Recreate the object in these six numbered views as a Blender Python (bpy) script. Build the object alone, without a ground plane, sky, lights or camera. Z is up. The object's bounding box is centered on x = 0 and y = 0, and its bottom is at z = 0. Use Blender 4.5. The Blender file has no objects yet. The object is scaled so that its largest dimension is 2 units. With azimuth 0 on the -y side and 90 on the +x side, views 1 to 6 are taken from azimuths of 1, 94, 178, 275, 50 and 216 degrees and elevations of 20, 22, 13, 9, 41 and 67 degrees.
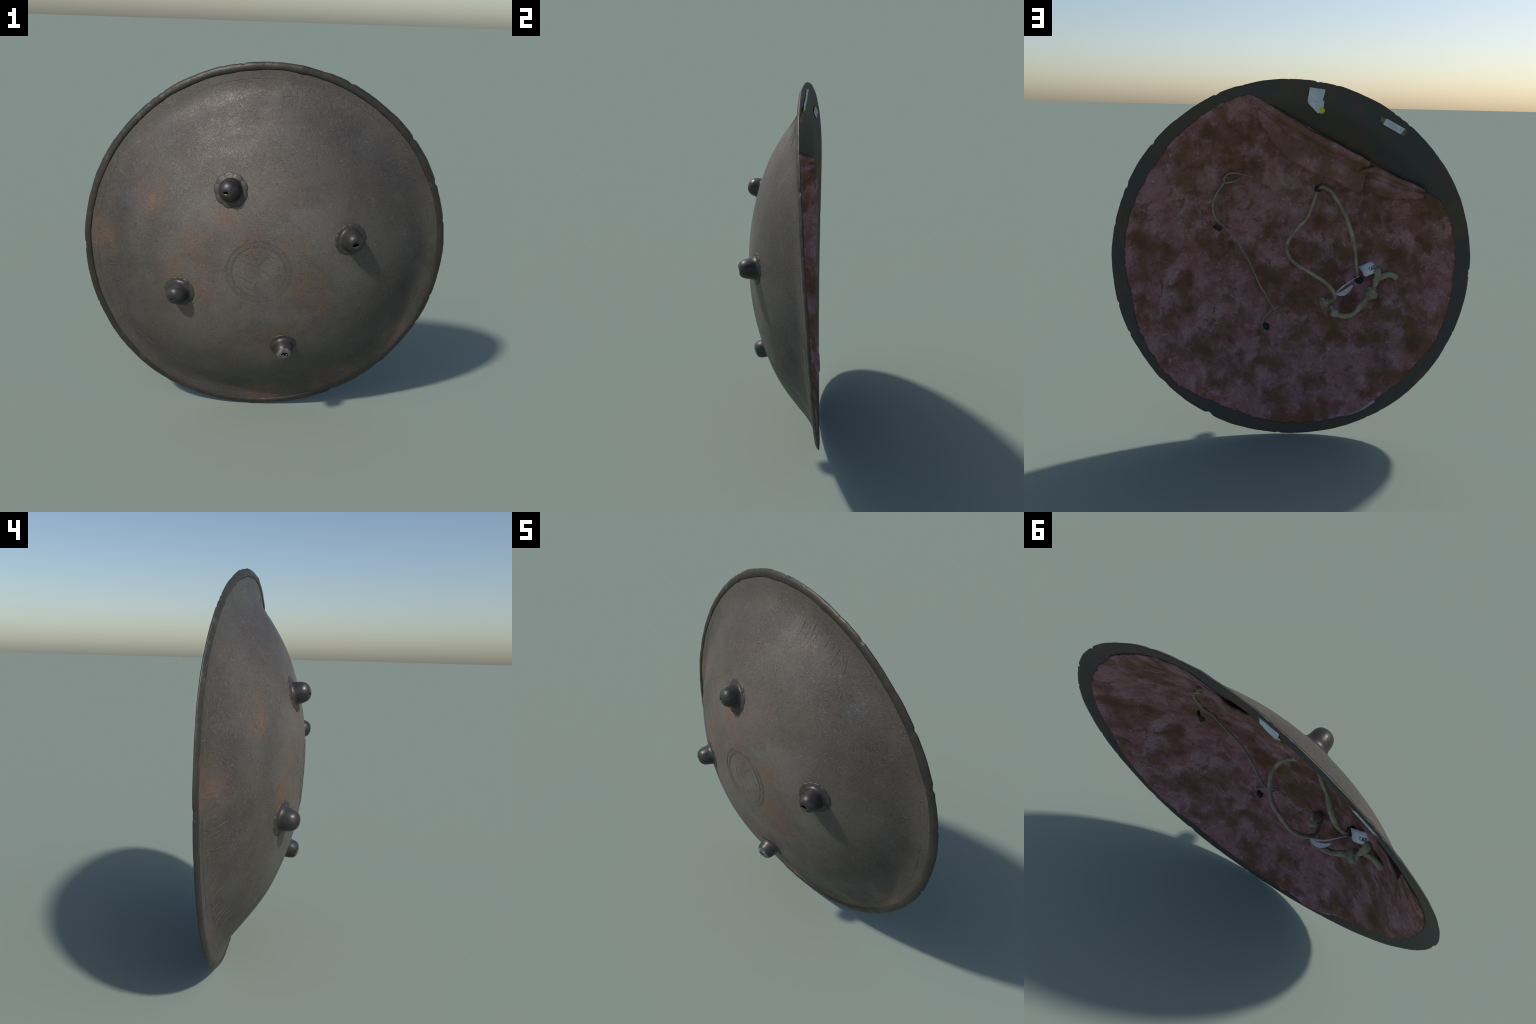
"""Round engraved steel shield (dhal type) with four bosses, torn red lining, cord handle and paper labels."""
import math, random
import bpy, bmesh
import numpy as np
from mathutils import Vector, Matrix, noise as mnoise

random.seed(7)
rng = np.random.default_rng(7)
TAU = 2 * math.pi

# ------------------------------------------------------------------ body shape
CX, CZ, RAD = -0.0010, 0.9985, 0.9948            # centre of the disc (x, z) and its radius
OVAL2, OVAL3 = (-0.0052, 0.0081), (-0.0006, -0.0012)   # slight ovality: cos/sin of 2t and 3t
BENT = [(234, 16, .0075), (192, 16, -.004), (45, 22, -.002)]   # edge pushed out or in: angle, spread, amount
Y0 = 0.1665                                     # mean depth of the rim
WARP = [(-0.0349, -0.0379), (0.0101, -0.0209), (0.0046, 0.0057), (-0.0022, 0.0014)]  # lean and warp of the rim
PROFILE_R = np.array([0, .25, .5, .65, .78, .87, .94, 1.0])    # bowl profile: radius ...
PROFILE_Y = np.array([-.1862, -.17, -.0992, -.0283, 0.0666, .1325, .1535, Y0])  # ... and depth
FULLER = [(74, 24, .005, .78), (24, 34, .024, .84), (-10, 26, .006, .75), (156, 18, .010, .84), (236, 20, .011, .84)]   # angle, spread (deg), amount, where
WALL = .0020                                    # plate thickness
APEX = (-0.0148, -0.0127)                       # the bowl's apex sits a little off centre


def spline_coeff():
    k = np.r_[-PROFILE_R[1], PROFILE_R]; f = np.r_[PROFILE_Y[1], PROFILE_Y]
    n = len(k); h = np.diff(k); A = np.zeros((n, n)); b = np.zeros(n); A[0, 0] = A[-1, -1] = 1
    for i in range(1, n - 1):
        A[i, i - 1], A[i, i], A[i, i + 1] = h[i - 1], 2 * (h[i - 1] + h[i]), h[i]
        b[i] = 6 * ((f[i + 1] - f[i]) / h[i] - (f[i] - f[i - 1]) / h[i - 1])
    return k, f, h, np.linalg.solve(A, b)


SK, SF, SH, SM = spline_coeff()


def profile(x):
    x = np.clip(x, 0, 1.0)
    i = np.clip(np.searchsorted(SK, x) - 1, 0, len(SK) - 2); t = x - SK[i]
    return (SF[i] + t * ((SF[i + 1] - SF[i]) / SH[i] - SH[i] * (2 * SM[i] + SM[i + 1]) / 6)
            + t ** 2 * SM[i] / 2 + t ** 3 * (SM[i + 1] - SM[i]) / (6 * SH[i]))


def radius_at(t):
    return (RAD + OVAL2[0] * np.cos(2 * t) + OVAL2[1] * np.sin(2 * t)
            + OVAL3[0] * np.cos(3 * t) + OVAL3[1] * np.sin(3 * t)
            + sum(a * np.exp(-(np.degrees(np.angle(np.exp(1j * (t - math.radians(c))))) / w) ** 2) for c, w, a in BENT))


def bowl_y(x, z):
    """Depth (y) of the shield's outer face at x, z."""
    x, z = np.asarray(x, float), np.asarray(z, float)
    dx, dz = x - CX, z - CZ
    t = np.arctan2(dz, dx); R = radius_at(t); rho = np.hypot(dx, dz) / R
    w = np.clip(rho, 0, 1.2)
    y = sum(w ** (k + 1) * (c * np.cos((k + 1) * t) + s * np.sin((k + 1) * t)) for k, (c, s) in enumerate(WARP))
    bump = np.clip(1 - rho ** 2, 0, 1)
    rho2 = np.hypot(dx - APEX[0] * bump, dz - APEX[1] * bump) / R
    for ang, wide, deep, at in FULLER:                         # the brim's hollow is shallower on some sides
        ring = np.exp(-((rho - at) / .085) ** 2)
        d = np.angle(np.exp(1j * (t - math.radians(ang))))
        y = y - deep * ring * np.exp(-(np.degrees(d) / wide) ** 2)
    return y + profile(np.where(rho < 1, rho2, rho))


def polar(rho, t):
    R = radius_at(t)
    return CX + rho * R * np.cos(t), CZ + rho * R * np.sin(t)


def on_bowl(x, z, off=0.0):
    """Point at x, z lying `off` behind (inside) the outer face."""
    return np.stack([np.asarray(x, float), bowl_y(x, z) + off, np.asarray(z, float)], -1)


def bowl_normal(x, z, h=1e-3):
    n = Vector(((bowl_y(x + h, z) - bowl_y(x - h, z)) / (2 * h), -1, (bowl_y(x, z + h) - bowl_y(x, z - h)) / (2 * h)))
    return n.normalized()


def fbm(p, octaves=3):
    return mnoise.fractal(Vector(p), 1.0, 2.0, octaves)


def ring_noise(t, scale, seed, octaves=3):
    return np.array([fbm((math.cos(a) * scale, math.sin(a) * scale, seed), octaves) for a in np.atleast_1d(t)])


# ------------------------------------------------------------------ node helpers
class Mat:
    def __init__(self, name, rough=0.6, metal=0.0, spec=0.5):
        self.m = bpy.data.materials.new(name); self.m.use_nodes = True
        self.t = self.m.node_tree; self.b = self.t.nodes["Principled BSDF"]
        self.b.inputs["Roughness"].default_value = rough
        self.b.inputs["Metallic"].default_value = metal
        self.b.inputs["Specular IOR Level"].default_value = spec
        self.co = self.n("ShaderNodeTexCoord").outputs["Object"]

    def n(self, kind, **kw):
        x = self.t.nodes.new(kind)
        for k, v in kw.items():
            setattr(x, k, v)
        return x

    def link(self, a, b):
        self.t.links.new(a, b)

    def put(self, sock, v):
        if hasattr(v, "links"):
            self.link(v, sock)
        else:
            sock.default_value = v

    def noise(self, scale, detail=3, rough=0.5, dist=0.0, vec=None, color=False):
        x = self.n("ShaderNodeTexNoise")
        self.link(vec or self.co, x.inputs["Vector"])
        for k, v in (("Scale", scale), ("Detail", detail), ("Roughness", rough), ("Distortion", dist)):
            x.inputs[k].default_value = v
        return x.outputs["Color" if color else "Fac"]

    def ramp(self, f, lo, hi, a=0.0, b=1.0):
        x = self.n("ShaderNodeMapRange", interpolation_type="SMOOTHSTEP")
        self.put(x.inputs["Value"], f)
        for k, v in (("From Min", lo), ("From Max", hi), ("To Min", a), ("To Max", b)):
            x.inputs[k].default_value = v
        return x.outputs["Result"]

    def math(self, op, a, b=0.0):
        x = self.n("ShaderNodeMath", operation=op)
        self.put(x.inputs[0], a); self.put(x.inputs[1], b)
        return x.outputs[0]


    def mixc(self, f, a, b, blend="MIX"):
        x = self.n("ShaderNodeMix", data_type="RGBA", blend_type=blend)
        self.put(x.inputs[0], f)
        for s, v in ((x.inputs[6], a), (x.inputs[7], b)):
            self.put(s, (*v, 1) if isinstance(v, tuple) else v)
        return x.outputs[2]

    def spot(self, p, r0, r1):
        """1 inside r0 of point p, falling to 0 at r1."""
        x = self.n("ShaderNodeVectorMath", operation="DISTANCE")
        self.link(self.co, x.inputs[0]); x.inputs[1].default_value = p
        return self.ramp(x.outputs["Value"], r0, r1, 1.0, 0.0)

    def color(self, v):
        self.put(self.b.inputs["Base Color"], (*v, 1) if isinstance(v, tuple) else v)

    def bump(self, h, dist, strength=1.0, prev=None):
        x = self.n("ShaderNodeBump")
        x.inputs["Distance"].default_value = dist; x.inputs["Strength"].default_value = strength
        self.link(h, x.inputs["Height"])
        if prev is not None:
            self.link(prev, x.inputs["Normal"])
        self.link(x.outputs["Normal"], self.b.inputs["Normal"])
        return x.outputs["Normal"]


# ------------------------------------------------------------------ materials
BOSSES = [  # x, z, height, body radius, petals, flange radius
    (-0.160, 1.400, 0.084, 0.055, 9, 0.086),
    (0.446, 1.168, 0.090, 0.054, 13, 0.082),
    (-0.422, 0.845, 0.085, 0.056, 12, 0.083),
    (0.131, 0.552, 0.078, 0.053, 0, 0.072),
]


def steel_material():
    m = Mat("engraved_steel", rough=0.5, metal=0.25, spec=0.32)
    big = m.noise(2.3, 4, 0.6, 0.6)
    mid = m.noise(9, 5, 0.62, 0.4)
    fine = m.noise(60, 4, 0.6)
    base = m.mixc(m.ramp(big, .38, .66), (.070, .061, .053), (.100, .088, .077))
    base = m.mixc(m.ramp(mid, .50, .72, 0, .8), base, (.096, .071, .056))     # brown patina
    # ring of shade in the hollow inside the brim, painted dark in patches
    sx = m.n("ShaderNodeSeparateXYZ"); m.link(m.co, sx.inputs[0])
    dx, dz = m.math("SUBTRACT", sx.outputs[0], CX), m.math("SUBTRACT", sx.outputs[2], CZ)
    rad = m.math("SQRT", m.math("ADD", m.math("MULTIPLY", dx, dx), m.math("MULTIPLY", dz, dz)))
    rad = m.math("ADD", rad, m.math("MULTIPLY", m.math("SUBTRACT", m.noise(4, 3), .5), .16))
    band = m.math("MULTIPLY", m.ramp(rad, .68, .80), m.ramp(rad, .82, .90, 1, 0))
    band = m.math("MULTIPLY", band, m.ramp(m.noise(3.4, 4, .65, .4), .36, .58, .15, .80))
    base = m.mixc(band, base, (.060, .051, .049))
    base = m.mixc(m.ramp(m.noise(5.3, 4, .6, .3), .54, .72, 0, .45), base, (.090, .092, .090))  # cool bare steel
    # the crown is worn to paler bare metal
    crown = m.math("MULTIPLY", m.ramp(rad, .32, .70, 1, 0), m.ramp(m.noise(4.6, 5, .62, .5), .36, .62, .28, .85))
    base = m.mixc(crown, base, (.158, .143, .128))
    # rust collects round the bosses and in patches
    pts = [(-.33, -.12, .92, .03, .16), (.10, -.10, .63, .03, .12), (.30, -.12, .84, .02, .12), (.06, -.12, .50, .03, .13),
           (-.30, -.12, 1.06, .03, .19), (-.45, -.09, .97, .02, .13), (.16, -.15, 1.13, .02, .12), (-.90, .13, 1.05, .03, .16),
           (-.60, .0, 1.33, .03, .14), (-.16, -.13, 1.27, .02, .14), (.22, -.15, .93, .02, .14), (.80, .15, .50, .02, .14),
           (.05, .17, .08, .03, .22), (-.05, -.16, 1.16, .02, .15), (.45, .17, .2, .03, .2)]
    total = None
    for x, y, z, r0, r1 in pts:
        s = m.spot((x, y, z), r0, r1)
        total = s if total is None else m.math("MAXIMUM", total, s)
    rust = m.math("MULTIPLY", total, m.ramp(m.noise(10, 5, .6, .5), .26, .64))
    base = m.mixc(m.math("MULTIPLY", rust, .90), base, m.mixc(m.ramp(m.noise(24, 4), .4, .6), (.180, .105, .058), (.150, .090, .074)))
    bloom = m.math("MULTIPLY", m.ramp(rad, .35, .70, 1, 0), m.ramp(m.noise(3.6, 5, .65, .6), .48, .66, 0, .6))
    base = m.mixc(bloom, base, (.145, .106, .081))
    # engraving: contour lines of a warped noise give running scrolls
    scroll = m.noise(21, 1.5, .5, 1.0)
    lines = m.math("SINE", m.math("MULTIPLY", scroll, 95.0))
    groove = m.ramp(lines, .45, .95)
    scroll2 = m.noise(52, 1.0, .5, .8)
    groove2 = m.ramp(m.math("SINE", m.math("MULTIPLY", scroll2, 60.0)), .3, .95)
    where = m.ramp(m.noise(3.1, 3), .40, .58, .55, 1)
    grooves = m.math("MULTIPLY", m.math("ADD", m.math("MULTIPLY", groove, .6), m.math("MULTIPLY", groove2, .6)), where)
    base = m.mixc(m.math("MULTIPLY", grooves, .42), base, (.046, .041, .037))  # groove shadows, then ridge highlights, drawn in colour where the bump shows little
    base = m.mixc(m.math("MULTIPLY", m.ramp(lines, -.95, -.5, 1, 0), .22), base, (.23, .21, .19))
    base = m.mixc(m.ramp(fine, .45, .75, 0, .35), base, (.09, .087, .08))
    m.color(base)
    m.put(m.b.inputs["Roughness"], m.ramp(mid, .3, .7, .44, .58))
    n1 = m.bump(grooves, -0.0016, .40)
    m.bump(m.math("ADD", m.math("MULTIPLY", fine, .5), m.noise(150, 2)), 0.0012, .45, n1)
    return m.m


def rim_material():
    m = Mat("rim_iron", rough=0.48, metal=0.35, spec=0.45)
    base = m.mixc(m.ramp(m.noise(7, 4), .4, .65), (.036, .034, .029), (.047, .040, .032))
    base = m.mixc(m.ramp(m.noise(16, 4, .6), .55, .72, 0, .5), base, (.062, .045, .030))
    base = m.mixc(m.ramp(m.noise(9, 5, .65), .58, .72, 0, .4), base, (.14, .122, .108))
    m.color(base)
    m.bump(m.noise(45, 4), .003, .5)
    return m.m


def inner_material():
    m = Mat("inner_iron", rough=0.62, metal=0.15, spec=0.3)
    base = m.mixc(m.ramp(m.noise(3.0, 4), .42, .62), (.060, .061, .056), (.080, .064, .046))
    base = m.mixc(m.ramp(m.noise(8, 4, .6), .52, .72, 0, .6), base, (.100, .070, .044))
    base = m.mixc(m.ramp(m.noise(25, 4), .64, .76, 0, .25), base, (.14, .15, .14))
    m.color(base)
    m.bump(m.noise(30, 4), .002, .4)
    return m.m


def boss_material():
    m = Mat("boss_steel", rough=0.4, metal=0.4, spec=0.45)
    base = m.mixc(m.ramp(m.noise(14, 4), .4, .65), (.036, .034, .033), (.058, .054, .051))
    m.color(base)
    m.put(m.b.inputs["Roughness"], m.ramp(m.noise(30, 3), .3, .7, .33, .48))
    m.bump(m.noise(50, 4), .002, .25)
    return m.m


def flange_material():
    m = Mat("flange_steel", rough=0.5, metal=0.45, spec=0.4)
    base = m.mixc(m.ramp(m.noise(20, 4), .4, .65), (.056, .050, .045), (.076, .066, .057))
    m.color(base)
    m.bump(m.noise(60, 4), .002, .35)
    return m.m


def dark_material():
    m = Mat("groove_dark", rough=0.65, metal=0.1, spec=0.3)
    m.color(m.mixc(m.ramp(m.noise(25, 3), .4, .6), (.078, .070, .062), (.104, .091, .081)))
    return m.m


def lining_material(name, blotch=0.5, warm=0.0):
    m = Mat(name, rough=0.9, spec=0.15)
    warp = m.noise(9, 3, .6, 0, color=True)
    sh = m.n("ShaderNodeVectorMath", operation="MULTIPLY_ADD")
    m.link(warp, sh.inputs[0]); sh.inputs[1].default_value = (.10, .10, .10); m.link(m.co, sh.inputs[2])
    v = sh.outputs[0]
    pink = m.mixc(m.ramp(m.noise(6, 4, .6, 0, v), .40, .62), (.295, .140, .138), (.350, .195, .198))
    pink = m.mixc(m.ramp(m.noise(15, 4, .6, 0, v), .52, .68, 0, .6), pink, (.360, .245, .250))
    pink = m.mixc(m.ramp(m.noise(1.7, 3), .45, .62, 0, .25), pink, (.310, .215, .205))
    brown = m.mixc(m.ramp(m.noise(11, 4, .6), .4, .6), (.130, .064, .040), (.175, .085, .052))
    field = m.noise(6.5, 6, .62, 0, v)
    pink = m.mixc(m.ramp(field, blotch - .13, blotch - .01, 0, .75), pink, (.205, .092, .082))
    patches = m.ramp(field, blotch - .05, blotch + .08)
    patches2 = m.ramp(m.noise(17, 4, .6, 0, v), .58, .66, 0, .75)
    c = m.mixc(m.math("MAXIMUM", patches, patches2), pink, brown)
    # faint pale sprigs of the old print
    vo = m.n("ShaderNodeTexVoronoi"); m.link(v, vo.inputs["Vector"]); vo.inputs["Scale"].default_value = 19
    sprig = m.math("MULTIPLY", m.ramp(vo.outputs["Distance"], .16, .34, 1, 0), m.ramp(m.noise(95, 3, .7), .50, .60))
    sprig = m.math("MULTIPLY", sprig, m.math("SUBTRACT", 1.0, patches))
    c = m.mixc(m.math("MULTIPLY", sprig, .65), c, (.37, .34, .37))
    c = m.mixc(m.ramp(m.noise(55, 4, .7), .42, .72, 0, .28), c, (.10, .06, .055))
    if warm:
        c = m.mixc(warm, c, (.38, .21, .17))
    m.color(c)
    n1 = m.bump(m.noise(22, 5, .65), .006, .4)
    m.bump(m.noise(160, 3), .0012, .5, n1)
    return m.m


def cord_material():
    m = Mat("rawhide_cord", rough=0.75, spec=0.25)
    base = m.mixc(m.ramp(m.noise(18, 4), .38, .66), (.235, .208, .135), (.33, .305, .215))
    base = m.mixc(m.ramp(m.noise(50, 4, .6), .55, .75, 0, .5), base, (.15, .125, .075))
    m.color(base)
    m.bump(m.noise(120, 3), .002, .5)
    return m.m


def plain_material(name, a, b, rough=.8, scale=20, spec=.2):
    m = Mat(name, rough=rough, spec=spec)
    m.color(m.mixc(m.ramp(m.noise(scale, 4), .38, .66), a, b))
    m.bump(m.noise(scale * 4, 3), .001, .3)
    return m.m


# ------------------------------------------------------------------ mesh helpers
root = bpy.data.objects.new("shield", None)
bpy.context.collection.objects.link(root)
root["label"] = "round domed dark steel shield with four bosses and torn red lining"
root["category"] = "shield"


def add(name, verts, faces, mat, parent=root, smooth=True, kind=None):
    me = bpy.data.meshes.new(name)
    me.from_pydata([tuple(map(float, v)) for v in verts], [], [tuple(map(int, f)) for f in faces])
    me.validate(); me.update()
    for p in me.polygons:
        p.use_smooth = smooth
    for m in (mat if isinstance(mat, (list, tuple)) else [mat]):
        me.materials.append(m)
    ob = bpy.data.objects.new(name, me)
    bpy.context.collection.objects.link(ob)
    ob.parent = parent
    if kind:
        ob["kind"] = kind
    return ob


def grid_faces(nr, nc, wrap, base=0):
    f = []
    for i in range(nr - 1):
        for j in range(nc if wrap else nc - 1):
            k = (j + 1) % nc
            f.append((base + i * nc + j, base + i * nc + k, base + (i + 1) * nc + k, base + (i + 1) * nc + j))
    return f


def apply_mods(ob):
    dg = bpy.context.evaluated_depsgraph_get()
    me = bpy.data.meshes.new_from_object(ob.evaluated_get(dg))
    old = ob.data; ob.modifiers.clear(); ob.data = me; me.name = ob.name
    bpy.data.meshes.remove(old)


def fix_normals(ob):
    bm = bmesh.new(); bm.from_mesh(ob.data)
    bmesh.ops.recalc_face_normals(bm, faces=bm.faces)
    bm.to_mesh(ob.data); bm.free()


def catmull(pts, step):
    """Smooth path through the points, sampled about every `step`; extra columns ride along."""
    P = np.array(pts, float); P = np.vstack([2 * P[0] - P[1], P, 2 * P[-1] - P[-2]])
    out = []
    for i in range(1, len(P) - 2):
        n = max(2, int(np.linalg.norm(P[i + 1][:3] - P[i][:3]) / step))
        for t in np.arange(n) / n:
            a, b, c, d = P[i - 1:i + 3]
            out.append(.5 * (2 * b + (c - a) * t + (2 * a - 5 * b + 4 * c - d) * t ** 2 + (3 * b - a - 3 * c + d) * t ** 3))
    out.append(P[-2])
    return np.array(out)


def tube(pts, seed=0, step=.006, sides=14, rough=.10, twist=0.0, strands=2, flat=1.0):
    """Rope/cord along rows (x, y, z, radius): returns verts, faces with closed rounded ends."""
    S = catmull(pts, step); C = S[:, :3]; R = S[:, 3]
    T = np.gradient(C, axis=0); T /= np.linalg.norm(T, axis=1)[:, None]
    u = np.cross(T[0], [0.3, 1, .2]); u /= np.linalg.norm(u)
    V, L = [], 0.0
    n = len(C)
    for i in range(n):
        u = u - T[i] * (u @ T[i]); u /= np.linalg.norm(u); w = np.cross(T[i], u)
        if i:
            L += np.linalg.norm(C[i] - C[i - 1])
        e = min(i, n - 1 - i)
        cap = [0.35, .72, .93][e] if e < 3 else 1.0
        for j in range(sides):
            a = TAU * j / sides
            r = R[i] * cap * (1 + rough * fbm((math.cos(a) * 1.3 + seed, math.sin(a) * 1.3, L * 26), 3))
            if twist:
                r *= 1 - .13 * abs(math.cos(.5 * strands * (a + twist * L)))
            V.append(C[i] + r * (math.cos(a) * u + flat * math.sin(a) * w))
    F = grid_faces(n, sides, True)
    F.append(tuple(range(sides))[::-1]); F.append(tuple(range((n - 1) * sides, n * sides)))
    return V, F


def blob(center, radii, seed, amp=.18, subdiv=3):
    bm = bmesh.new(); bmesh.ops.create_icosphere(bm, subdivisions=subdiv, radius=1)
    V, idx = [], {}
    for i, v in enumerate(bm.verts):
        idx[v] = i
        d = v.co.normalized(); k = 1 + amp * fbm((d.x * 1.6 + seed, d.y * 1.6, d.z * 1.6), 3)
        V.append(np.array(center) + np.array(d) * np.array(radii) * k)
    F = [tuple(idx[v] for v in f.verts) for f in bm.faces]
    bm.free()
    return V, F


def join(parts):
    V, F = [], []
    for v, f in parts:
        b = len(V); V += list(v); F += [tuple(i + b for i in g) for g in f]
    return V, F


# ------------------------------------------------------------------ shell
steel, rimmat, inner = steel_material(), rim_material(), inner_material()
NT = 480
th = np.arange(NT) * TAU / NT
rho_o = np.r_[np.linspace(0.004, .93, 120), np.linspace(.935, .982, 14)]
V = []
for r in rho_o:
    x, z = polar(r, th)
    P = on_bowl(x, z)
    P[:, 1] += [0.0010 * fbm((a * 3.1, b * 3.1, 4.0), 3) for a, b in zip(x, z)]     # hammered unevenness
    V += list(P)
F = grid_faces(len(rho_o), NT, True)
F.append(tuple(range(NT)))
nb = len(V)
rim_seat = [(.982, .0008), (.97, .0010), (.956, .0012), (.944, .0014)]       # hidden under the rolled rim
for r, d in rim_seat:
    x, z = polar(r, th)
    V += list(on_bowl(x, z, d))
rho_i = np.r_[np.linspace(.938, .93, 3), np.linspace(.92, 0.004, 90)]
for r in rho_i:
    x, z = polar(r, th)
    V += list(on_bowl(x, z, WALL))
n_outer = len(F)
F += grid_faces(len(rho_i) + len(rim_seat), NT, True, nb)
F.append(tuple(range(len(V) - NT, len(V))))
o = (len(rho_o) - 1) * NT
F += [(o + j, o + (j + 1) % NT, nb + (j + 1) % NT, nb + j) for j in range(NT)]
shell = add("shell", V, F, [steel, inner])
for p in shell.data.polygons:
    if p.index >= n_outer:
        p.material_index = 1
fix_normals(shell)

# ------------------------------------------------------------------ rolled rim
NR = 900
tr = np.arange(NR) * TAU / NR
edge = .0034 * ring_noise(tr, 6, 1.7, 4) + .0008 * ring_noise(tr, 34, 5.1, 3)
nicks = np.clip(ring_noise(tr, 22, 8.4, 2) - .40, 0, 1) * .014           # small bites out of the edge
wob_in = .003 * ring_noise(tr, 8, 3.3, 3)
fold = .0022 * ring_noise(tr, 16, 6.6, 4)
# cross-section: (rho, depth relative to the outer face), going round from the inner front edge over the bead to the back
SECTION = [(.960, .0012), (.961, -.002), (.965, -.0048), (.971, -.0070), (.978, -.0080), (.985, -.0072), (.992, -.0055), (.9975, -.001),
           (1.000, .0020), (.9985, .0045), (.993, .0056), (.984, .0056), (.972, .0050), (.955, .0038), (.937, .0021), (.931, .0012)]
V = []
for k, (r, d) in enumerate(SECTION):
    w_out = min(1, max(0, (r - .965) / .035))
    front = 1 if k < 8 else .3
    rr = r + w_out * (edge - nicks) + (wob_in if k in (0, 1, 2) else 0)
    x, z = polar(rr, tr)
    xs, zs = polar(np.minimum(rr, 1.0), tr)
    y = bowl_y(xs, zs) + d + front * fold * (1 if 1 < k < 9 else .2)
    V += list(np.stack([x, y, z], -1))
F = grid_faces(len(SECTION), NR, True)
o = (len(SECTION) - 1) * NR
F += [(o + j, o + (j + 1) % NR, (j + 1) % NR, j) for j in range(NR)]
rim = add("rim", V, F, [rimmat, inner])
for p in rim.data.polygons:
    if 9 * NR <= p.index < (len(SECTION) - 1) * NR:
        p.material_index = 1
fix_normals(rim)

# ------------------------------------------------------------------ bosses
bossmat, flangemat, dark = boss_material(), flange_material(), dark_material()
bright = plain_material("bare_torn_steel", (.07, .07, .07), (.15, .146, .142), rough=.4, scale=50, spec=.6)
BODY = [(1.34, -.03), (1.17, .04), (1.05, .12), (.985, .24), (.955, .38), (.915, .53), (.85, .67), (.745, .79), (.595, .89), (.41, .955), (.22, .99), (.05, 1.0)]
DAMAGE = {  # torn tips: list of (angle, height fraction, size)
    0: [(-1.75, .86, .15), (-2.2, .80, .09)], 1: [(-1.9, .97, .30), (-2.4, .84, .20)], 2: [(-1.6, .93, .10)], 3: [(1.2, .96, .34), (-.3, .90, .22)]}
for bi, (bx, bz, bh, br, petals, fr) in enumerate(BOSSES):
    n = bowl_normal(bx, bz); c = Vector(on_bowl(bx, bz))
    u = n.cross(Vector((0, 0, 1))).normalized(); u = -u if u.x < 0 else u
    w = Vector((0, 0, 1)) - n * n.z; w.normalize()
    SB = 64
    prof = catmull([(r, h, 0) for r, h in BODY], .035)
    V = []
    for r, h, _ in prof:
        for j in range(SB):
            a = TAU * j / SB
            k = 1 + .02 * fbm((math.cos(a) * 1.2 + bi * 5, math.sin(a) * 1.2, h * 2), 2)
            hh = h * bh
            rr = r * br * k
            for da, dh, ds in DAMAGE[bi]:           # the tip is dented round each tear
                q = Vector((math.cos(a) * r - math.cos(da) * (1.08 - dh) * 1.4, math.sin(a) * r - math.sin(da) * (1.08 - dh) * 1.4))
                if h > .55:
                    s = max(0, 1 - q.length / (ds * 2.2)); hh -= .10 * bh * s * s
            V.append(c + (u * math.cos(a) + w * math.sin(a)) * rr + n * hh)
    F = grid_faces(len(prof), SB, True); F.append(tuple(range((len(prof) - 1) * SB, len(prof) * SB)))
    keep = []
    for f in F:
        ctr = sum((Vector(V[i]) for i in f), Vector()) / len(f) - c
        h = ctr.dot(n) / bh; lx, lz = ctr.dot(u) / br, ctr.dot(w) / br
        hole = False
        for da, dh, ds in DAMAGE[bi]:
            qx, qz = lx - math.cos(da) * (1.08 - dh) * 1.4, lz - math.sin(da) * (1.08 - dh) * 1.4
            jag = 1 + .55 * fbm((lx * 5 + bi, lz * 5, 2.2), 2)
            if h > .5 and math.hypot(qx, qz * 1.5) < ds * jag * .8:
                hole = True
        if not hole:
            keep.append(f)
    boss = add("boss", V, keep, [bossmat, dark, bright])
    if bi == 3:
        for p in boss.data.polygons:
            if (Vector(p.center) - c).dot(n) / bh + .12 * fbm(Vector(p.center) * 60, 2) > .80:
                p.material_index = 2
    fix_normals(boss)
    so = boss.modifiers.new("wall", "SOLIDIFY"); so.thickness = .005; so.offset = -1; so.material_offset = 1; so.material_offset_rim = 2 if bi == 3 else 0
    apply_mods(boss)
    # flange: a scalloped rosette lying on the bowl
    NF = 180
    V = []
    rings = [(.60, .008), (.72, .0056), (.84, .0040), (.93, .0034), (.985, .0022), (1.0, .0005), (.99, -.004)]
    for s, lift in rings:
        for j in range(NF):
            a = TAU * j / NF
            lobe = (abs(math.sin(.5 * petals * a + bi)) ** .55 if petals else 1.0)
            R = fr * (1 - .07 * (1 - lobe) * (s > .8) + .03 * fbm((math.cos(a) * 2, math.sin(a) * 2, bi * 3.0), 2))
            x, z = bx + R * s * math.cos(a), bz + R * s * math.sin(a)
            bulge = .0008 * lobe * (.7 < s < .99)
            V.append(Vector(on_bowl(x, z)) + n * (lift + bulge))
    fl = add("flange", V, grid_faces(len(rings), NF, True), flangemat, parent=boss)
    fix_normals(fl)

# ------------------------------------------------------------------ engraved medallion and inscriptions (fine inlaid lines)
def stroke(path, r=.0026, seed=0, lift=-.0001):
    rows = []
    for x, z in path:
        p = on_bowl(x, z); nn = bowl_normal(x, z)
        rows.append((*(p + np.array(nn) * lift), r))
    if len(rows) == 2:
        m = [(a + b) / 2 for a, b in zip(path[0], path[1])]
        p = on_bowl(*m) + np.array(bowl_normal(*m)) * lift
        rows.insert(1, (*p, r))
    return tube(rows, seed, step=.012, sides=6, rough=.3)


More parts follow.
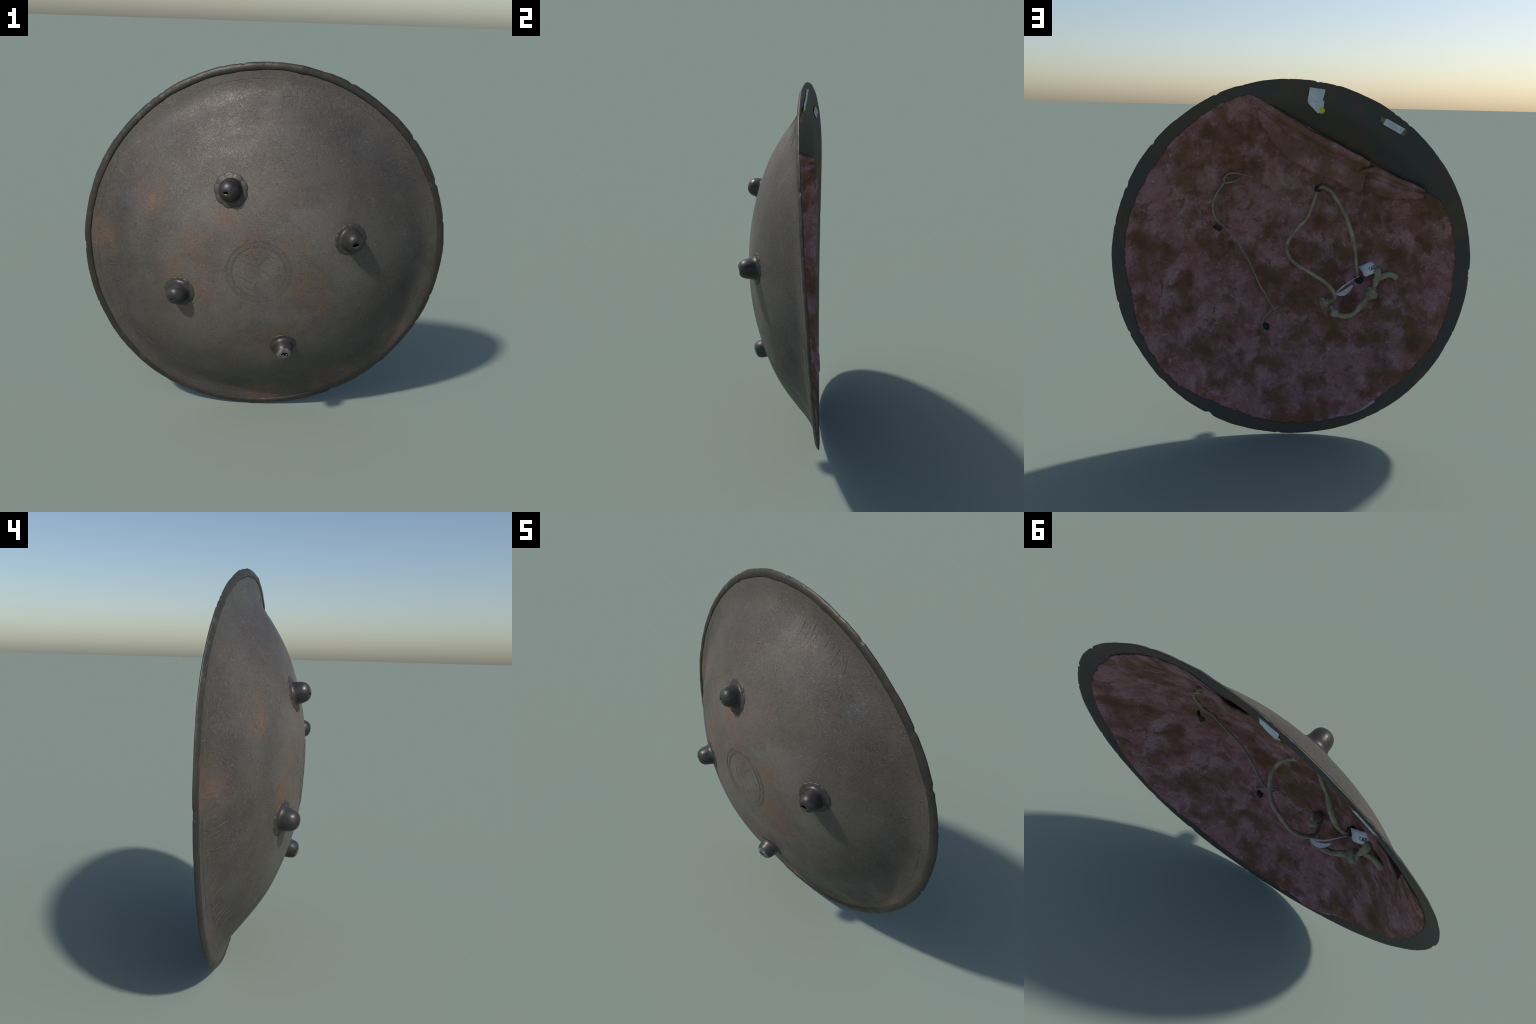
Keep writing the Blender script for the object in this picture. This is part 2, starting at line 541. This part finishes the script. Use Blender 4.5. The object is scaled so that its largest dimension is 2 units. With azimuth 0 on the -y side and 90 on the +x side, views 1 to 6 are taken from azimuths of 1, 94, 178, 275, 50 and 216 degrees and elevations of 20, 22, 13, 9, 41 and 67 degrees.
MC = (-.011, .996)
parts = []
for rr in (.166, .160, .139, .134):
    parts.append(stroke([(MC[0] + rr * math.cos(a), MC[1] + rr * math.sin(a)) for a in np.linspace(0, TAU, 49)], .0012))
for i in range(46):                                  # zigzag border between the rings
    a = TAU * i / 46; b = a + TAU / 92
    for s, e in ((a, b), (b, a + TAU / 46)):
        r0, r1 = (.140, .159) if s == a else (.159, .140)
        parts.append(stroke([(MC[0] + r0 * math.cos(s), MC[1] + r0 * math.sin(s)), (MC[0] + r1 * math.cos(e), MC[1] + r1 * math.sin(e))], .0009))
SCRIPT = [[(-.079, 1.05), (-.01, 1.019), (.074, .957)], [(-.048, 1.008), (-.009, .983), (.083, .927)],
          [(-.081, 1.026), (-.078, .991), (-.058, .965), (-.028, .97)], [(-.126, 1.072), (-.082, 1.05)],
          [(-.132, .982), (-.085, .958), (-.04, .934)], [(-.044, 1.063), (.002, 1.077), (.037, 1.079)], [(-.011, 1.036), (.028, 1.081)],
          [(-.105, 1.094), (-.072, 1.085), (-.061, 1.091)], [(-.034, .913), (-.013, .947), (.009, .945)], [(.021, .906), (.031, .943)],
          [(-.028, .879), (-.017, .898), (.022, .882)], [(.048, .986), (.1, .985)], [(.009, 1.095), (.044, 1.091), (.064, 1.069)],
          [(-.09, .931), (-.062, .902), (-.012, .905)], [(.071, 1.034), (.095, 1.029), (.086, 1.005)], [(-.144, 1.033), (-.108, 1.019)]]
for s in SCRIPT:
    parts.append(stroke(s, .0016))
add("medallion", *join(parts), dark, parent=shell, kind="stuff")

BRIM_TOP = [[(.081, 1.873), (.083, 1.799)], [(.081, 1.869), (.113, 1.863), (.122, 1.84), (.082, 1.839)], [(.148, 1.883), (.148, 1.79)],
            [(.177, 1.873), (.171, 1.808)], [(.181, 1.873), (.202, 1.851), (.178, 1.838)], [(.066, 1.839), (.206, 1.839)],
            [(.249, 1.86), (.24, 1.802)], [(.218, 1.851), (.266, 1.845), (.284, 1.811)], [(.315, 1.839), (.302, 1.759)],
            [(.315, 1.839), (.345, 1.805), (.342, 1.774)], [(.339, 1.836), (.37, 1.794), (.376, 1.752)], [(.122, 1.837), (.123, 1.793)]]
BRIM_LEFT = [[(-.888, 1.033), (-.775, 1.051)], [(-.861, 1.026), (-.862, .944)], [(-.774, 1.065), (-.778, .97), (-.791, .931)],
             [(-.826, 1.02), (-.855, .984), (-.794, .993)], [(-.889, .896), (-.845, .883), (-.775, .912)], [(-.872, .858), (-.789, .876)],
             [(-.839, .849), (-.84, .797), (-.778, .805)], [(-.802, .861), (-.834, .804)], [(-.847, .932), (-.796, .944)], [(-.814, 1.052), (-.814, .986)]]
parts = [stroke(s, .0015) for s in BRIM_TOP + BRIM_LEFT]


def turned(path, ang):
    ca, sa = math.cos(ang), math.sin(ang)
    return [(CX + (x - CX) * ca - (z - CZ) * sa, CZ + (x - CX) * sa + (z - CZ) * ca) for x, z in path]


for ang in (math.radians(140),):     # further cartouches round the brim
    parts += [stroke(turned(s, ang), .0013) for s in BRIM_TOP]
for rr, spans in ((.922, [(40, 118), (150, 215), (228, 300), (320, 382)]),):
    for a0, a1 in spans:
        parts.append(stroke([tuple(map(float, polar(rr, math.radians(a)))) for a in np.linspace(a0, a1, 24)], .0011))
add("inscription", *join(parts), dark, parent=shell, kind="stuff")

# ------------------------------------------------------------------ lining
cloth = lining_material("red_lining", .525)
cloth_fold = lining_material("red_lining_fold", .49, .18)
CHORD_A, CHORD_D = math.radians(116.7), .705       # torn edge: direction of its normal and distance from the centre


# how far the lining reaches towards the rim: (angle in degrees, fraction of the radius)
REACH = [(0, .930), (8, .931), (35, .920), (46, .927), (56, .934), (71, .946), (151, .902), (159, .912), (173, .920), (190, .922), (206, .936), (220, .922), (241, .931),
         (254, .946), (271, .938), (285, .925), (299, .927), (311, .957), (321, .957), (335, .942), (348, .918), (360, .930)]


def lining_edge(t):
    base = np.interp(np.degrees(t) % 360, *zip(*REACH)) + .008 * ring_noise(t, 18, 9.0, 3) + .006 * ring_noise(t, 55, 3.0, 3)
    c = np.cos(t - CHORD_A)
    chord = np.where(c > .2, CHORD_D / np.maximum(c, .2) / RAD, 9)
    return np.minimum(base, chord + .004 * ring_noise(t, 12, 4.0, 3))


NL = 520
tl = np.arange(NL) * TAU / NL
ed = lining_edge(tl)
V = []
rows = np.r_[np.linspace(.01, .9, 90), np.linspace(.91, 1.0, 22)]
slit = np.exp(-((np.degrees(tl) - 245) / 6.5) ** 4)           # pocket pulled open low on one side
curl = np.clip(ring_noise(tl, 24, 12.5, 2) - .05, 0, 1)


def wrinkle(x, z):
    v = max(-.0005, .001 + .006 * fbm((x * 2.6, z * 2.6, 1.0), 4))
    ridge = 1 - abs(fbm((x * 4.2 + 3, z * 2.9, 7.0), 3)) * 3.0
    crease = max(0, 1 - abs(fbm((x * 2.3 - 5, z * 3.3, 15.0), 2)) * 9)
    return v + .0030 * max(0, ridge) ** 2 + .005 * crease


lump = [(.81, .83, .035, .022), (.40, 1.42, .07, .020), (.45, 1.30, .06, .016), (.43, 1.19, .06, .018), (.10, .47, .09, .006), (.76, .70, .05, .014), (-.74, .72, .09, .020), (-.66, .84, .07, .012), (.14, .56, .05, .014)]
for s in rows:
    x, z = polar(ed * s, tl)
    y = bowl_y(x, z) + .0050
    fade = 1 - max(0, (s - .9) / .1) * .75
    y = y + fade * np.array([wrinkle(a, b) for a, b in zip(x, z)])
    for lx, lz, lr, lh in lump:
        y = y + lh * np.exp(-((x - lx) ** 2 + (z - lz) ** 2) / lr ** 2)
    e = max(0, (s - .93) / .07)
    low = (np.degrees(tl) > 190) | (np.degrees(tl) < 20)
    y = y + e ** 2 * (.020 * slit + .010 * curl * low)
    if s == 1.0:
        y = y - .003 * (1 - slit)
    V += list(np.stack([x, y, z], -1))
F = grid_faces(len(rows), NL, True); F.append(tuple(range(NL)))
lining = add("lining", V, F, cloth)
fix_normals(lining)
so = lining.modifiers.new("cloth", "SOLIDIFY"); so.thickness = .005; so.offset = 0
apply_mods(lining)

# the torn part of the lining hangs folded over along the tear: two overlapping pieces
def fold_piece(name, up, mid, lo, seed):
    stations = []
    for a, b, c in zip(up, mid, lo):
        a, b, c = map(np.array, (a, b, c))
        pocket = a + np.array([0, -.008, -.006])
        sec = catmull([(*pocket,), (*a,), (*(a * .70 + b * .30 + np.array([0, .012, 0])),), (*(a * .36 + b * .64 + np.array([0, -.026, 0])),),
                       (*b,), (*(b * .45 + c * .55 + np.array([0, .010, 0])),), (*c,), (*(c + np.array([0, -.016, .020])),)], .006)
        k = np.linspace(0, len(sec) - 1, 44)
        i = np.minimum(k.astype(int), len(sec) - 2)
        stations.append(sec[i] + (sec[i + 1] - sec[i]) * (k - i)[:, None])
    A = np.array(stations)                                   # station, around, xyz
    rowsN = 110
    flat = A.reshape(len(A), -1)
    k = np.linspace(0, len(A) - 1, rowsN)
    P = np.vstack([flat[:1] * 2 - flat[1:2], flat, flat[-1:] * 2 - flat[-2:-1]])
    out = []
    for q in k:
        i = min(int(q), len(A) - 2); t = q - i
        a, b, c, d = P[i:i + 4]
        out.append(.5 * (2 * b + (c - a) * t + (2 * a - 5 * b + 4 * c - d) * t ** 2 + (3 * b - a - 3 * c + d) * t ** 3))
    G = np.array(out).reshape(rowsN, 44, 3)
    for i in range(rowsN):
        for j in range(44):
            x, y, z = G[i, j]
            G[i, j, 1] = y + .012 * fbm((x * 9 + seed, z * 9, y * 6), 3) + .004 * fbm((x * 26 + seed, z * 26, 0), 3)
            G[i, j, 2] = z + .006 * fbm((x * 14, seed, z * 14), 3)
            G[i, j, 1] = max(G[i, j, 1], float(bowl_y(G[i, j, 0], G[i, j, 2])) + .009)
    ob = add(name, G.reshape(-1, 3), grid_faces(rowsN, 44, False), cloth_fold)
    so = ob.modifiers.new("cloth", "SOLIDIFY"); so.thickness = .005; so.offset = 0
    apply_mods(ob)
    return ob


fold_piece("lining_fold",
           [(0.204, 0.088, 1.891), (0.106, 0.091, 1.843), (-0.001, 0.066, 1.784), (-0.138, 0.039, 1.711), (-0.275, 0.037, 1.644), (-0.383, 0.053, 1.594), (-0.431, 0.058, 1.566)],
           [(0.197, 0.082, 1.838), (0.123, 0.058, 1.775), (0.01, 0.012, 1.679), (-0.133, -0.009, 1.606), (-0.257, -0.004, 1.551), (-0.387, 0.014, 1.492), (-0.42, 0.021, 1.502)],
           [(0.189, 0.054, 1.783), (0.142, 0.03, 1.705), (0.024, 0.009, 1.574), (-0.122, -0.004, 1.501), (-0.234, -0.01, 1.459), (-0.388, -0.003, 1.389), (-0.406, 0.0, 1.438)], 2.0)
fold_piece("lining_fold",
           [(-0.367, -0.007, 1.499), (-0.423, 0.031, 1.526), (-0.483, 0.067, 1.53), (-0.577, 0.106, 1.491), (-0.642, 0.138, 1.461), (-0.716, 0.171, 1.432)],
           [(-0.361, -0.021, 1.476), (-0.412, -0.002, 1.466), (-0.475, 0.025, 1.458), (-0.564, 0.062, 1.428), (-0.637, 0.102, 1.412), (-0.717, 0.156, 1.406)],
           [(-0.354, -0.035, 1.453), (-0.4, -0.032, 1.405), (-0.466, -0.01, 1.385), (-0.549, 0.024, 1.364), (-0.63, 0.073, 1.363), (-0.716, 0.147, 1.382)], 9.0)

# pale backing cloth showing in the opened pocket
pale = plain_material("pale_backing", (.26, .25, .25), (.36, .35, .36), scale=14)
V = []
tt = np.radians(np.linspace(-122.5, -107.5, 40))
for s, off in ((.915, .014), (.925, .019), (.937, .020), (.946, .015), (.950, .010)):
    taper = np.sin(np.linspace(0, math.pi, 40)) ** .6
    x, z = polar(.933 + (s - .933) * (.25 + .75 * taper) * 1.1, tt)
    V += list(on_bowl(x, z, off * (.6 + .4 * taper)))
bk = add("pocket_edge", V, grid_faces(5, 40, False), pale)
so = bk.modifiers.new("cloth", "SOLIDIFY"); so.thickness = .004; apply_mods(bk)

# ------------------------------------------------------------------ cords
hide = cord_material()
old_hide = plain_material("old_hide", (.21, .185, .11), (.30, .27, .18), scale=25)
black = plain_material("blackened_leather", (.02, .02, .022), (.035, .033, .032), scale=30)
C = .0113
left = [(-.165, -.135, 1.390, C), (-.157, -.120, 1.368, C * 1.05), (-.136, -.123, 1.293, C), (-.107, -.123, 1.220, C), (-.063, -.121, 1.169, C), (-.014, -.112, 1.109, C * .95),
        (.012, -.088, 1.066, C), (.014, -.045, 1.036, C), (-.007, .001, .996, C), (-.05, .044, .966, C), (-.093, .066, .946, C * 1.05),
        (-.171, .089, .903, C), (-.223, .079, .862, C * 1.1), (-.257, .050, .815, C * 1.15), (-.272, .012, .770, C * 1.1), (-.262, -.040, .735, C * 1.1), (-.235, -.070, .715, C)]
right = [(-.162, -.140, 1.387, C), (-.172, -.105, 1.398, C), (-.192, -.080, 1.406, C * 1.05), (-.224, -.052, 1.393, C * 1.1), (-.254, -.033, 1.358, C * 1.05), (-.290, -.018, 1.303, C),
         (-.321, .002, 1.244, C * 1.3), (-.344, .013, 1.180, C * 1.2), (-.365, .013, 1.113, C * 1.35), (-.381, .003, 1.044, C), (-.391, -.012, .981, C * .9),
         (-.400, -.032, .920, C * .95), (-.412, -.060, .880, C), (-.420, -.100, .850, C)]
add("cord", *tube(left, 1.0, twist=60, rough=.16), hide)
add("cord", *tube(right, 2.0, twist=55, rough=.26), hide)
H = .0172
grip = [(-.255, -.045, .705, H * .75), (-.268, -.015, .690, H * .8), (-.285, .010, .668, H * 1.15), (-.315, .015, .658, H * 1.1), (-.345, .015, .657, H * 1.0), (-.386, .011, .671, H * .9), (-.430, .004, .720, H * .95),
        (-.462, -.002, .760, H * .95), (-.488, .0, .795, H)]
add("cord_handle", *tube(grip, 3.0, twist=35, rough=.2, sides=18), hide)
add("cord_handle", *tube([(-.40, -.012, .672, .007), (-.44, -.016, .705, .008), (-.475, -.015, .752, .008)], 4.0, rough=.2), hide)
tail = [(-.492, .000, .805, H * .8), (-.505, -.008, .835, H * .85), (-.518, -.016, .872, H * 1.15), (-.526, -.022, .905, H * 1.35), (-.525, -.036, .930, H * 1.45), (-.524, -.042, .946, H * 1.4)]
add("cord_tail", *tube(tail, 5.0, twist=20, rough=.18, sides=18, flat=.8), hide)
tail2 = [(-.515, -.014, .865, H * .8), (-.540, -.008, .890, H * 1.1), (-.576, -.002, .908, H * 1.0), (-.607, .006, .908, H * 1.15), (-.626, .012, .896, H * 1.35), (-.636, .012, .888, H * 1.3)]
add("cord_tail", *tube(tail2, 6.0, twist=20, rough=.18, sides=18, flat=.75), hide)
# knots: wound lumps
for c, rad, sd in (((-.488, .004, .795), (.033, .034, .036), 1.0), ((-.222, -.075, .710), (.034, .040, .030), 2.0)):
    prt = [blob(c, rad, sd, .22)]
    for k in range(3):
        axis = Vector((math.sin(k * 2.1 + sd), .5 * math.cos(k * 1.3), math.cos(k * 2.1 + sd))).normalized()
        p0 = axis.orthogonal().normalized(); p1 = axis.cross(p0)
        ringp = [tuple(np.array(c) + np.array(rad) * .86 * np.array(p0 * math.cos(a) + p1 * math.sin(a) + axis * .12 * a / 3)) + (.012,) for a in np.linspace(0, 5.6, 12)]
        prt.append(tube(ringp, sd + k, rough=.2))
    add("knot", *join(prt), hide)
add("knot", *join([blob((-.278, .008, .672), (.026, .026, .026), 5.5, .25)]), hide)

c = .0062
thin = [(.381, -.060, 1.424, c), (.418, -.066, 1.370, c), (.444, -.080, 1.313, c * 1.1), (.448, -.084, 1.269, c * 1.3), (.443, -.090, 1.235, c * 1.3), (.425, -.092, 1.199, c * 1.2), (.405, -.095, 1.178, c * 1.3), (.384, -.102, 1.158, c),
        (.315, -.103, 1.083, c * .95), (.270, -.111, 1.010, c * .9), (.227, -.116, .934, c), (.167, -.107, .804, c * .85), (.140, -.096, .766, c), (.111, -.090, .713, c), (.083, -.090, .668, c),
        (.062, -.098, .645, c), (.044, -.112, .640, c), (.036, -.118, .656, c * .9), (.048, -.108, .676, c * .8), (.080, -.094, .664, c * .9), (.096, -.090, .652, c),
        (.128, -.084, .622, c * 1.1), (.146, -.084, .596, c * 1.3), (.142, -.090, .568, c * 1.1), (.132, -.098, .552, c)]
add("thin_cord", *tube(thin, 11, step=.005, sides=10, rough=.25, twist=90), old_hide)
add("thin_cord", *tube([(.385, -.064, 1.420, c), (.340, -.068, 1.427, c), (.310, -.078, 1.436, c * .9), (.288, -.092, 1.446, c * .8)], 12, sides=10, rough=.25), old_hide)
add("thin_cord", *tube([(.380, -.062, 1.424, c), (.382, -.050, 1.448, c * 1.1), (.357, -.056, 1.474, c), (.316, -.066, 1.478, c * .6), (.258, -.080, 1.465, c * .4), (.205, -.092, 1.454, c * .25)], 13, sides=10, rough=.2), old_hide)
# blackened ties where the thin cord passes through the lining
def leather_scrap(name, pts, thick, seed):
    ctr = np.mean(pts, axis=0)
    V, F = [], []
    NS = len(pts)
    for s in (0, .35, .7, 1.0):
        for p in pts:
            q = ctr + (np.array(p) - ctr) * max(s, .001)
            q[1] += .006 * fbm((q[0] * 30 + seed, q[2] * 30, 0), 2) + .008 * (1 - s)
            V.append(q)
    F = grid_faces(4, NS, True)
    F.append(tuple(range(NS)))
    ob = add(name, V, F, black)
    fix_normals(ob)
    so = ob.modifiers.new("leather", "SOLIDIFY"); so.thickness = thick; so.offset = 0
    apply_mods(ob)
    return ob


leather_scrap("leather_tie", [(.440, -.085, 1.170), (.430, -.060, 1.178), (.395, -.062, 1.168), (.390, -.060, 1.155), (.408, -.045, 1.140), (.445, -.070, 1.158)], .006, 1.0)
add("leather_tie", *join([blob((.128, -.086, .556), (.021, .022, .022), 3.0, .35), blob((.118, -.080, .548), (.012, .016, .018), 4.0, .3)]), black)
add("leather_tie", *join([blob((-.163, -.115, 1.391), (.020, .018, .018), 6.0, .3)]), black)
add("leather_tie", *join([blob((-.420, -.072, .862), (.024, .026, .026), 8.0, .3)]), black)

# ------------------------------------------------------------------ numbered tag and its string
paper = plain_material("white_card", (.56, .60, .64), (.66, .69, .72), scale=26)
ink = plain_material("ink", (.05, .055, .065), (.07, .075, .085), scale=40)
TL, TR, BL = Vector((-.415, -.062, .937)), Vector((-.508, -.070, .980)), Vector((-.447, -.030, .882))
e1, e2 = TR - TL, BL - TL
tag_n = e1.cross(e2).normalized(); tag_n = tag_n if tag_n.y > 0 else -tag_n
outline = [(0, .02), (.03, 0), (.55, -.03), (.93, .0), (1.0, .10), (1.04, .5), (1.02, .97), (.9, 1.02), (.45, 1.0), (.10, 1.0), (.06, .93), (.02, .75), (.06, .5), (.03, .25)]
V = []
NS = len(outline)
for s in (.001, .5, 1.0):
    for a, b in outline:
        aa, bb = .5 + (a - .5) * s, .5 + (b - .5) * s
        V.append(TL + e1 * aa + e2 * bb + tag_n * (.006 * math.sin(aa * 3) - .008 * aa * aa))
F = grid_faces(3, NS, True); F.append(tuple(range(NS)))
tag = add("tag", V, F, paper)
fix_normals(tag)
so = tag.modifiers.new("card", "SOLIDIFY"); so.thickness = .003; so.offset = 0
apply_mods(tag)
cu = bpy.data.curves.new("tag_number", "FONT"); cu.body = "292"; cu.size = .0300; cu.extrude = .0006; cu.align_x = "CENTER"; cu.align_y = "CENTER"; cu.resolution_u = 3; cu.offset = .0003
tx = bpy.data.objects.new("tag_number", cu); bpy.context.collection.objects.link(tx)
xa = (-e1).normalized(); ya = (e2 - xa * e2.dot(xa)).normalized(); za = xa.cross(ya)
pos = TL + e1 * .64 + e2 * .55 + tag_n * (.006 * math.sin(.64 * 3) - .008 * .41 + .0026)
M = Matrix((xa, ya, za)).transposed().to_4x4(); M.translation = pos
bpy.context.view_layer.update()
me = bpy.data.meshes.new_from_object(tx.evaluated_get(bpy.context.evaluated_depsgraph_get())); me.transform(M)
bpy.data.objects.remove(tx)
me.materials.clear(); me.materials.append(ink); me.name = "tag_number"
num = bpy.data.objects.new("tag_number", me); bpy.context.collection.objects.link(num); num.parent = tag

strip = plain_material("white_tape", (.42, .40, .42), (.54, .52, .54), scale=30)
add("tag_string", *join([tube([(-.268, .044, .803, .003), (-.300, .046, .834, .005), (-.339, .036, .864, .0045), (-.375, .008, .878, .003), (-.405, -.020, .888, .0022), (-.425, -.035, .892, .0022)], 20, sides=10, rough=.1)]), strip)
V = []
lp = catmull([(-.268, .046, .800, .004), (-.295, .050, .803, .013), (-.322, .050, .812, .016), (-.350, .042, .832, .013), (-.372, .028, .850, .005)], .006)
for x, y, z, w in lp:
    for k in (-1, -.5, 0, .5, 1):
        V.append((x + .35 * w * k, y - .5 * w * k + .3 * w * (k * k), z + .75 * w * k))
st = add("tag_string", V, grid_faces(len(lp), 5, False), strip)
so = st.modifiers.new("tape", "SOLIDIFY"); so.thickness = .0025; apply_mods(st)

# ------------------------------------------------------------------ paper labels on the bare iron
label_paper = plain_material("label_paper", (.52, .57, .60), (.64, .67, .68), scale=22)
yellow = plain_material("yellow_sticker", (.62, .58, .04), (.70, .66, .06), scale=40)
tape = plain_material("brown_tape", (.14, .115, .075), (.20, .165, .11), scale=60)
L = [(-.079, 1.958), (-.075, 1.923), (-.072, 1.882), (-.100, 1.850), (-.126, 1.824)]
R = [(-.161, 1.948), (-.158, 1.924), (-.150, 1.893), (-.158, 1.888), (-.156, 1.826)]
Ls, Rs = catmull([(a, b, 0) for a, b in L], .004), catmull([(a, b, 0) for a, b in R], .004)
NRow, NCol = 40, 16
V = []
for i in range(NRow):
    t = i / (NRow - 1)
    a = Ls[int(t * (len(Ls) - 1))]; b = Rs[int(t * (len(Rs) - 1))]
    for j in range(NCol):
        s = j / (NCol - 1)
        x, z = a[0] + (b[0] - a[0]) * s, a[1] + (b[1] - a[1]) * s
        lift = .016 * max(0, t - .55) * (1 - s) * 2 + .0012 * fbm((x * 40, z * 40, 0), 2)
        V.append(on_bowl(x, z, .0052 + lift))
lab = add("paper_label", V, grid_faces(NRow, NCol, False), label_paper)
so = lab.modifiers.new("paper", "SOLIDIFY"); so.thickness = .0016; apply_mods(lab)
V = [on_bowl(-.148, 1.838, .0115)] + [on_bowl(-.148 + .0165 * math.cos(a), 1.838 + .0165 * math.sin(a), .0110) for a in np.arange(32) * TAU / 32]
dot = add("sticker", V, [(0, 1 + j, 1 + (j + 1) % 32) for j in range(32)], yellow, parent=lab)
so = dot.modifiers.new("paper", "SOLIDIFY"); so.thickness = .0014; apply_mods(dot)


def quad_label(name, c4, off, mat, parent=root):
    a, b, cc, d = [np.array(p) for p in c4]
    V = []
    for i in range(10):
        for j in range(20):
            s, t = j / 19, i / 9
            p = (a * (1 - s) + b * s) * (1 - t) + (d * (1 - s) + cc * s) * t
            V.append(on_bowl(p[0], p[1], off))
    ob = add(name, V, grid_faces(10, 20, False), mat, parent=parent)
    so = ob.modifiers.new("paper", "SOLIDIFY"); so.thickness = .0012; apply_mods(ob)
    return ob


lab2 = quad_label("paper_label", [(-.488, 1.806), (-.588, 1.754), (-.565, 1.725), (-.472, 1.775)], .0052, label_paper)
quad_label("tape", [(-.461, 1.815), (-.490, 1.803), (-.473, 1.774), (-.453, 1.790)], .0046, tape, lab2)
quad_label("tape", [(-.586, 1.754), (-.603, 1.742), (-.583, 1.715), (-.564, 1.726)], .0046, tape, lab2)
scr = []
for i in range(11):                                          # illegible pen scribble
    s = .08 + .84 * i / 10
    x0, z0 = -.480 - .094 * s, 1.790 - .050 * s
    pts = [(*on_bowl(x0 + random.uniform(-.006, .006), z0 + dz + random.uniform(-.004, .004), .0068), .0008) for dz in (.010, .002, -.008)]
    scr.append(tube(pts, i, sides=5, step=.004))
faint = plain_material("faint_ink", (.26, .28, .29), (.32, .34, .35), scale=40)
add("pen_marks", *join(scr), faint, parent=lab2, kind="stuff")
